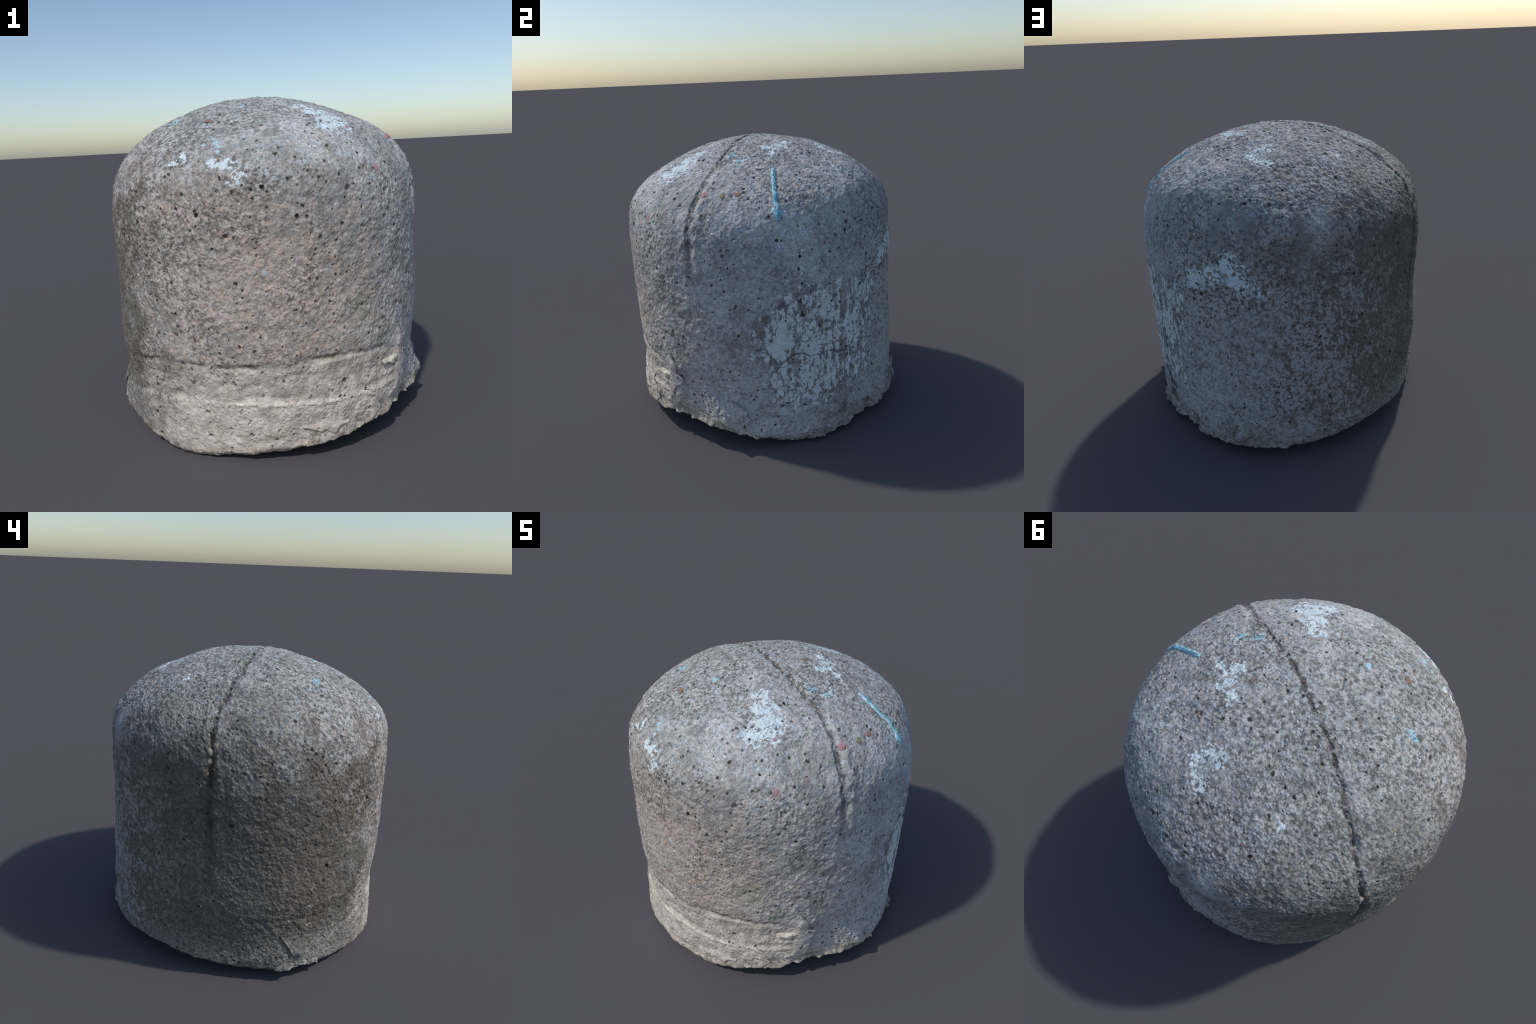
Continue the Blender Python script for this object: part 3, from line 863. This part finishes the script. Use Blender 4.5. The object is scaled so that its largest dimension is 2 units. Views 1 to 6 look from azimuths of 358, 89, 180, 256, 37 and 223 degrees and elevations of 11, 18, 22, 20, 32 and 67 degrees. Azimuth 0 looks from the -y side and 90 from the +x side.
# loose scatter of bared gravel over the dome and shoulder
for _ in range(230):
    u, a = rnd.uniform(0.05, 1.0), rnd.uniform(0, TAU)
    r_ = 0.95 * math.sqrt(u)
    mt = rnd.choices((pale_stone, grey_stone, olive_stone, rust_stone), (5, 6, 1, 0.6))[0]
    add_aggregate((r_ * math.cos(a), r_ * math.sin(a), dome_height(r_, 0) - rnd.random() * (0.35 if r_ > 0.88 else 0)), rnd.uniform(0.006, 0.012), mt, 0.5, 0.15)

# ----------------------------------------------------------------------------------------------
# 7. thick run of blue paint down the +x shoulder
# ----------------------------------------------------------------------------------------------
def ribbon(name, path, widths, heights, mat, sink=0.004, across=10, seed=1, spread=None):
    """A raised, rounded strip that follows the surface."""
    V, n = [], len(path)
    for i, p in enumerate(path):
        q, nv = on_surface(p)
        a, b = Vector(path[max(i - 1, 0)]), Vector(path[min(i + 1, n - 1)])
        t = (b - a).normalized()
        s = nv.cross(t).normalized()
        for j in range(across + 1):
            f = -1 + 2 * j / across
            w = widths[i] * (1 + 0.25 * math.sin(i * 1.7 + seed) * (1 if f > 0 else -0.6) + 0.12 * rnd.uniform(-1, 1))
            h = heights[i] * max(0.0, 1 - abs(f) ** 3) * (1 + 0.2 * rnd.uniform(-1, 1))
            base, _ = on_surface(q + s * f * w)
            V.append(base + nv * (h - sink * (1 if abs(f) == 1 else 0)))
    bm = bmesh.new()
    vs = [bm.verts.new(v) for v in V]
    c = across + 1
    for i in range(n - 1):
        for j in range(across):
            bm.faces.new((vs[i * c + j], vs[i * c + j + 1], vs[(i + 1) * c + j + 1], vs[(i + 1) * c + j]))
    bmesh.ops.recalc_face_normals(bm, faces=bm.faces)
    me = bpy.data.meshes.new(name)
    bm.to_mesh(me)
    bm.free()
    me.polygons.foreach_set("use_smooth", np.ones(len(me.polygons), bool))
    me.materials.append(mat)
    return link(bpy.data.objects.new(name, me), root)


def along(points, n):
    pts = np.array(points)
    d = np.concatenate([[0], np.cumsum(np.linalg.norm(np.diff(pts, axis=0), axis=1))])
    s = np.linspace(0, d[-1], n)
    return [tuple(float(np.interp(q, d, pts[:, k])) for k in range(3)) for q in s]


blue_paint = plain_material("blue_paint", (0.19, 0.46, 0.60), (0.46, 0.71, 0.79), 30, 0.6, 0.003, 0.3)
drip = along(((0.60, 0.078, 1.825), (0.72, 0.075, 1.76), (0.84, 0.073, 1.68), (0.905, 0.080, 1.60), (0.925, 0.085, 1.56)), 34)
wid = [0.010 + 0.007 * math.sin(min(i / 5, 1) * math.pi / 2) + (0.013 * math.exp(-((i - 29) / 2.6) ** 2)) - 0.008 * max(0, i - 31) / 2 for i in range(34)]
hei = [0.010 * min(1, i / 3 + 0.3) * (1 if i < 31 else 0.5) for i in range(34)]
ribbon("paint_drip", drip, wid, hei, blue_paint)

# ----------------------------------------------------------------------------------------------
# 8. torn skin, dry grass and crumbs round the foot
# ----------------------------------------------------------------------------------------------
def skin_material(name, dark, light):
    """Thin broken cement skin: blotched, freckled with soil, crumbs of rust-brown earth."""
    m = bpy.data.materials.new(name)
    m.use_nodes = True
    T = Tree(m.node_tree)
    P = Val(T, T.node("ShaderNodeTexCoord").outputs["Object"])
    col = T.mix(T.remap(T.noise(P, 12.0, 5, 0.68), 0.34, 0.66), dark, light)
    col = T.mix(T.remap(T.noise(P, 30.0, 4, 0.7), 0.52, 0.62) * 0.75, col, (0.15, 0.115, 0.08))
    col = T.mix(T.remap(T.noise(P, 58.0, 3, 0.7), 0.56, 0.66) * 0.7, col, (0.05, 0.045, 0.035))
    bsdf = T.node("ShaderNodeBsdfPrincipled")
    T.put(bsdf.inputs["Base Color"], col)
    bsdf.inputs["Roughness"].default_value, bsdf.inputs["Specular IOR Level"].default_value = 0.92, 0.15
    b = T.node("ShaderNodeBump")
    b.inputs["Distance"].default_value, b.inputs["Strength"].default_value = 0.006, 0.9
    T.put(b.inputs["Height"], T.noise(P, 60.0, 4, 0.65))
    T.t.links.new(b.outputs[0], bsdf.inputs["Normal"])
    out = T.node("ShaderNodeOutputMaterial")
    T.t.links.new(bsdf.outputs[0], out.inputs[0])
    return m


skin = skin_material("torn_render_skin", (0.34, 0.29, 0.235), (0.60, 0.54, 0.46))
straw = plain_material("dry_grass", (0.24, 0.22, 0.165), (0.50, 0.47, 0.39), 40, 0.8, 0.001)


def sheet(S, thick, mat):
    """Closed thin solid from an n x m grid of points: the grid outside, a second layer set in towards the axis."""
    n, m, _ = S.shape
    axis = S.copy()
    axis[..., 2] = 0
    axis /= np.linalg.norm(axis, axis=-1, keepdims=True)
    bm = bmesh.new()
    top = [[bm.verts.new(S[i, j]) for j in range(m)] for i in range(n)]
    low = [[bm.verts.new(S[i, j] - axis[i, j] * thick) for j in range(m)] for i in range(n)]
    for i in range(n - 1):
        for j in range(m - 1):
            bm.faces.new((top[i][j], top[i + 1][j], top[i + 1][j + 1], top[i][j + 1]))
            bm.faces.new((low[i][j], low[i][j + 1], low[i + 1][j + 1], low[i + 1][j]))
    for i in range(n - 1):
        bm.faces.new((top[i][0], low[i][0], low[i + 1][0], top[i + 1][0]))
        bm.faces.new((top[i][m - 1], top[i + 1][m - 1], low[i + 1][m - 1], low[i][m - 1]))
    for j in range(m - 1):
        bm.faces.new((top[0][j], top[0][j + 1], low[0][j + 1], low[0][j]))
        bm.faces.new((top[n - 1][j], low[n - 1][j], low[n - 1][j + 1], top[n - 1][j + 1]))
    bmesh.ops.recalc_face_normals(bm, faces=bm.faces)
    me = bpy.data.meshes.new("torn_shard")
    bm.to_mesh(me)
    bm.free()
    me.polygons.foreach_set("use_smooth", np.ones(len(me.polygons), bool))
    me.materials.append(mat)
    return link(bpy.data.objects.new("torn_shard", me), root)


def polar(deg_, r, z_):
    return (r * math.cos(math.radians(deg_)), r * math.sin(math.radians(deg_)), z_)



_outer_r = np.hypot(grid[:last_outer, :, 0], grid[:last_outer, :, 1])
_outer_z = grid[:last_outer, :, 2]


def body_radius(deg_, z_):
    c = int(round((deg_ % 360) / 360 * COLS)) % COLS
    rows = slice(R_BODY // 2, last_outer - 8)
    cols = [(c + k) % COLS for k in (-4, 0, 4)]
    return float(np.mean([np.interp(-z_, -_outer_z[rows, k], _outer_r[rows, k]) for k in cols]))


def torn_skirt(a0, a1, height, flare, seed, mat, ragged=0.03, m=16):
    """A strip of broken skin along the bottom edge: tucked into the body above, crumpled and flaring at its torn hem."""
    n = max(8, int((a1 - a0) * 2.2))
    S = np.zeros((n, m, 3))
    ang = np.linspace(a0, a1, n)
    ring = np.stack([np.cos(DEG(ang)), np.sin(DEG(ang)), 0 * ang], -1)
    ends = smooth(0, 0.12, np.linspace(0, 1, n)) * smooth(1, 0.88, np.linspace(0, 1, n))
    wave = fbm(ring, 5.0, 3, seed)
    tear = fbm(ring, 13.0, 3, seed + 5)
    hem = periodic(ang, [(e[0], e[2]) for e in RIM]) + 0.006 + ragged * np.clip(tear + 0.18, -0.12, 0.8) * ends
    top = hem + height * (0.55 + 1.1 * np.clip(wave + 0.25, 0, 1))
    out_ = flare * np.clip(0.35 + 2.0 * wave, 0.05, 1.2) * ends
    for i in range(n):
        for j in range(m):
            t = j / (m - 1)
            z_ = top[i] + (hem[i] - top[i]) * t
            r_ = body_radius(ang[i], max(z_, hem[i] + 0.03)) - 0.012 + 0.012 * smooth(0.0, 0.45, t) + out_[i] * t**1.8 - 0.035 * (1 - ends[i])
            S[i, j] = (r_ * ring[i, 0], r_ * ring[i, 1], max(z_, 0.006))
    t = np.linspace(0, 1, m)[None, :]
    crumple = 0.020 * fbm(S, 18.0, 3, seed + 9) + 0.012 * t * (1 - np.abs(fbm(S * np.array([1, 1, 0.4]), 11.0, 2, seed + 12)) * 2.5) + 0.006 * fbm(S, 50.0, 2, seed + 15)
    r_ = np.hypot(S[..., 0], S[..., 1])
    k = np.minimum(r_ + crumple * t * ends[:, None], 0.999) / r_
    S[..., 0] *= k
    S[..., 1] *= k
    ob = sheet(S, 0.007, mat)
    ob.name = "torn_skirt"
    return ob


grey_skin = skin_material("grey_render_skin", (0.20, 0.185, 0.165), (0.42, 0.40, 0.37))
def lip(edge_a, edge_b, lift, seed, mat, n=40, m=14, thick=0.008, open_end=False):
    """A curled tongue of skin between a rooted edge and a lifted edge, both given as (azimuth, height) paths."""
    ta = np.linspace(0, 1, n)
    A = np.array([[np.interp(q, np.linspace(0, 1, len(edge_a)), [e[k] for e in edge_a]) for k in (0, 1)] for q in ta])
    B = np.array([[np.interp(q, np.linspace(0, 1, len(edge_b)), [e[k] for e in edge_b]) for k in (0, 1)] for q in ta])
    shape = np.array([math.sin(math.pi * q * (0.55 if open_end else 1.0)) ** 0.55 * (1 + 0.22 * math.sin(q * 17 + seed) * q * (1 - q) * 4) for q in ta])
    B = A + (B - A) * np.clip(shape, 0.03, None)[:, None]
    S = np.zeros((n, m, 3))
    for i in range(n):
        taper = math.sin(math.pi * min(1.0, 0.12 + 0.88 * ta[i])) ** 0.6 if isinstance(lift, float) else 1.0
        high = lift * taper if isinstance(lift, float) else float(np.interp(ta[i], np.linspace(0, 1, len(lift)), lift))
        for j in range(m):
            f = j / (m - 1)
            d_, z_ = A[i] + (B[i] - A[i]) * f
            r_ = body_radius(d_, z_) - 0.008 + 0.010 * min(1, f * 3) + high * f**1.7
            S[i, j] = (r_ * math.cos(DEG(d_)), r_ * math.sin(DEG(d_)), z_)
    edge = np.linspace(0, 1, m)[None, :, None]
    S += 0.010 * edge * np.stack([fbm(S, 16, 3, seed + k) for k in range(3)], -1)
    r_ = np.hypot(S[..., 0], S[..., 1])
    k = np.minimum(r_, 1.0) / r_
    S[..., 0] *= k
    S[..., 1] *= k
    return sheet(S, thick, mat)


pale_skin = skin_material("bleached_skin", (0.50, 0.46, 0.37), (0.72, 0.69, 0.60))
lip([(308, 0.45), (314, 0.475), (321, 0.475)], [(309, 0.43), (315, 0.415), (321, 0.43)], 0.038, 3, pale_skin)
lip([(317, 0.62), (313, 0.45), (314, 0.25)], [(321, 0.60), (322, 0.45), (318.5, 0.25)], 0.028, 11, concrete)
lip([(331, 0.44), (333, 0.28), (338, 0.165)], [(334, 0.42), (339.5, 0.315), (345, 0.205)], [0.002, 0.014, 0.030], 19, concrete, open_end=True)
lip([(300, 0.33), (300, 0.24), (301, 0.13)], [(305, 0.31), (306.5, 0.24), (304.5, 0.13)], 0.030, 27, concrete)
lip([(277, 0.20), (284, 0.225), (293, 0.19)], [(279, 0.17), (286, 0.14), (292, 0.14)], 0.030, 35, concrete)
lip([(345, 0.36), (346.5, 0.25), (349, 0.15)], [(349, 0.33), (351, 0.25), (351, 0.16)], 0.022, 41, concrete)
lip([(27, 0.42), (28, 0.30), (29, 0.16)], [(31, 0.40), (33.5, 0.29), (32, 0.17)], 0.012, 47, concrete)
lip([(182, 0.32), (188, 0.29), (195, 0.28)], [(183, 0.24), (188.5, 0.17), (194, 0.22)], 0.020, 53, concrete)
torn_skirt(276, 306, 0.085, 0.030, 3, skin)
torn_skirt(300, 328, 0.075, 0.024, 8, skin, 0.022)
torn_skirt(322, 357, 0.080, 0.030, 15, skin, 0.025)
torn_skirt(12, 42, 0.080, 0.028, 21, grey_skin, 0.03)
torn_skirt(38, 68, 0.070, 0.026, 27, grey_skin, 0.025)
torn_skirt(62, 92, 0.080, 0.028, 34, grey_skin, 0.03)
torn_skirt(178, 200, 0.060, 0.018, 40, grey_skin, 0.05)

def blade(p, direction, length, width, bend, bm):
    """One grass blade or root fibre: a tapering four-sided strand."""
    p, d = Vector(p), Vector(direction).normalized()
    side = d.cross(Vector((rnd.uniform(-1, 1), rnd.uniform(-1, 1), 0.2))).normalized()
    prev, N = None, 6
    for i in range(N + 1):
        f = i / N
        q = p + d * length * f + side * bend * f * f * length
        w = width * (1 - f * 0.8)
        up = d.cross(side).normalized()
        rq = math.hypot(q.x, q.y)
        if rq > 0.998:
            q = Vector((q.x * 0.998 / rq, q.y * 0.998 / rq, q.z))
        ring = [bm.verts.new(q + side * w), bm.verts.new(q + up * w * 0.5), bm.verts.new(q - side * w), bm.verts.new(q - up * w * 0.5)]
        if prev:
            for k in range(4):
                bm.faces.new((prev[k], prev[(k + 1) % 4], ring[(k + 1) % 4], ring[k]))
        else:
            bm.faces.new(ring[::-1])
        prev = ring
    bm.faces.new(prev)


def tuft(center_deg, spread, zlow, zhigh, count, length, outward=0.3):
    bm = bmesh.new()
    for _ in range(count):
        a = center_deg + rnd.gauss(0, spread)
        z_ = rnd.uniform(zlow, zhigh)
        q, nv = on_surface(polar(a, 0.97, z_))
        tang = Vector((-nv.y, nv.x, 0))
        d = Vector((0, 0, 1)) * rnd.uniform(0.2, 1) + tang * rnd.uniform(-0.8, 0.8) + nv * rnd.uniform(-0.05, outward)
        blade(q - nv * 0.004, d, length * rnd.uniform(0.5, 1.2), rnd.uniform(0.0025, 0.0055), rnd.uniform(-0.6, 0.6), bm)
    bmesh.ops.recalc_face_normals(bm, faces=bm.faces)
    me = bpy.data.meshes.new("grass_tuft")
    bm.to_mesh(me)
    bm.free()
    me.materials.append(straw)
    ob = link(bpy.data.objects.new("grass_tuft", me), root)
    ob["kind"] = "stuff"


tuft(72, 3.2, 0.09, 0.17, 40, 0.12, 0.12)
tuft(71, 1.5, 0.12, 0.20, 12, 0.08, 0.25)
tuft(33, 4.5, 0.06, 0.18, 46, 0.10, 0.12)
tuft(24, 2.5, 0.12, 0.26, 14, 0.06, 0.4)
tuft(50, 7.0, 0.05, 0.11, 34, 0.06, 0.1)
tuft(95, 8.0, 0.09, 0.12, 20, 0.05, 0.1)
tuft(288, 4.0, 0.09, 0.15, 34, 0.055, 0.15)
tuft(318, 5.0, 0.15, 0.24, 26, 0.05, 0.15)
tuft(345, 4.0, 0.15, 0.22, 20, 0.05, 0.15)
tuft(5, 6.0, 0.06, 0.10, 20, 0.05, 0.15)
tuft(188, 2.0, 0.12, 0.2, 10, 0.03, 0.3)

# everything keeps one common frame: drop all children with the body, nothing below the ground
for ob in bpy.data.objects:
    ob.select_set(False)
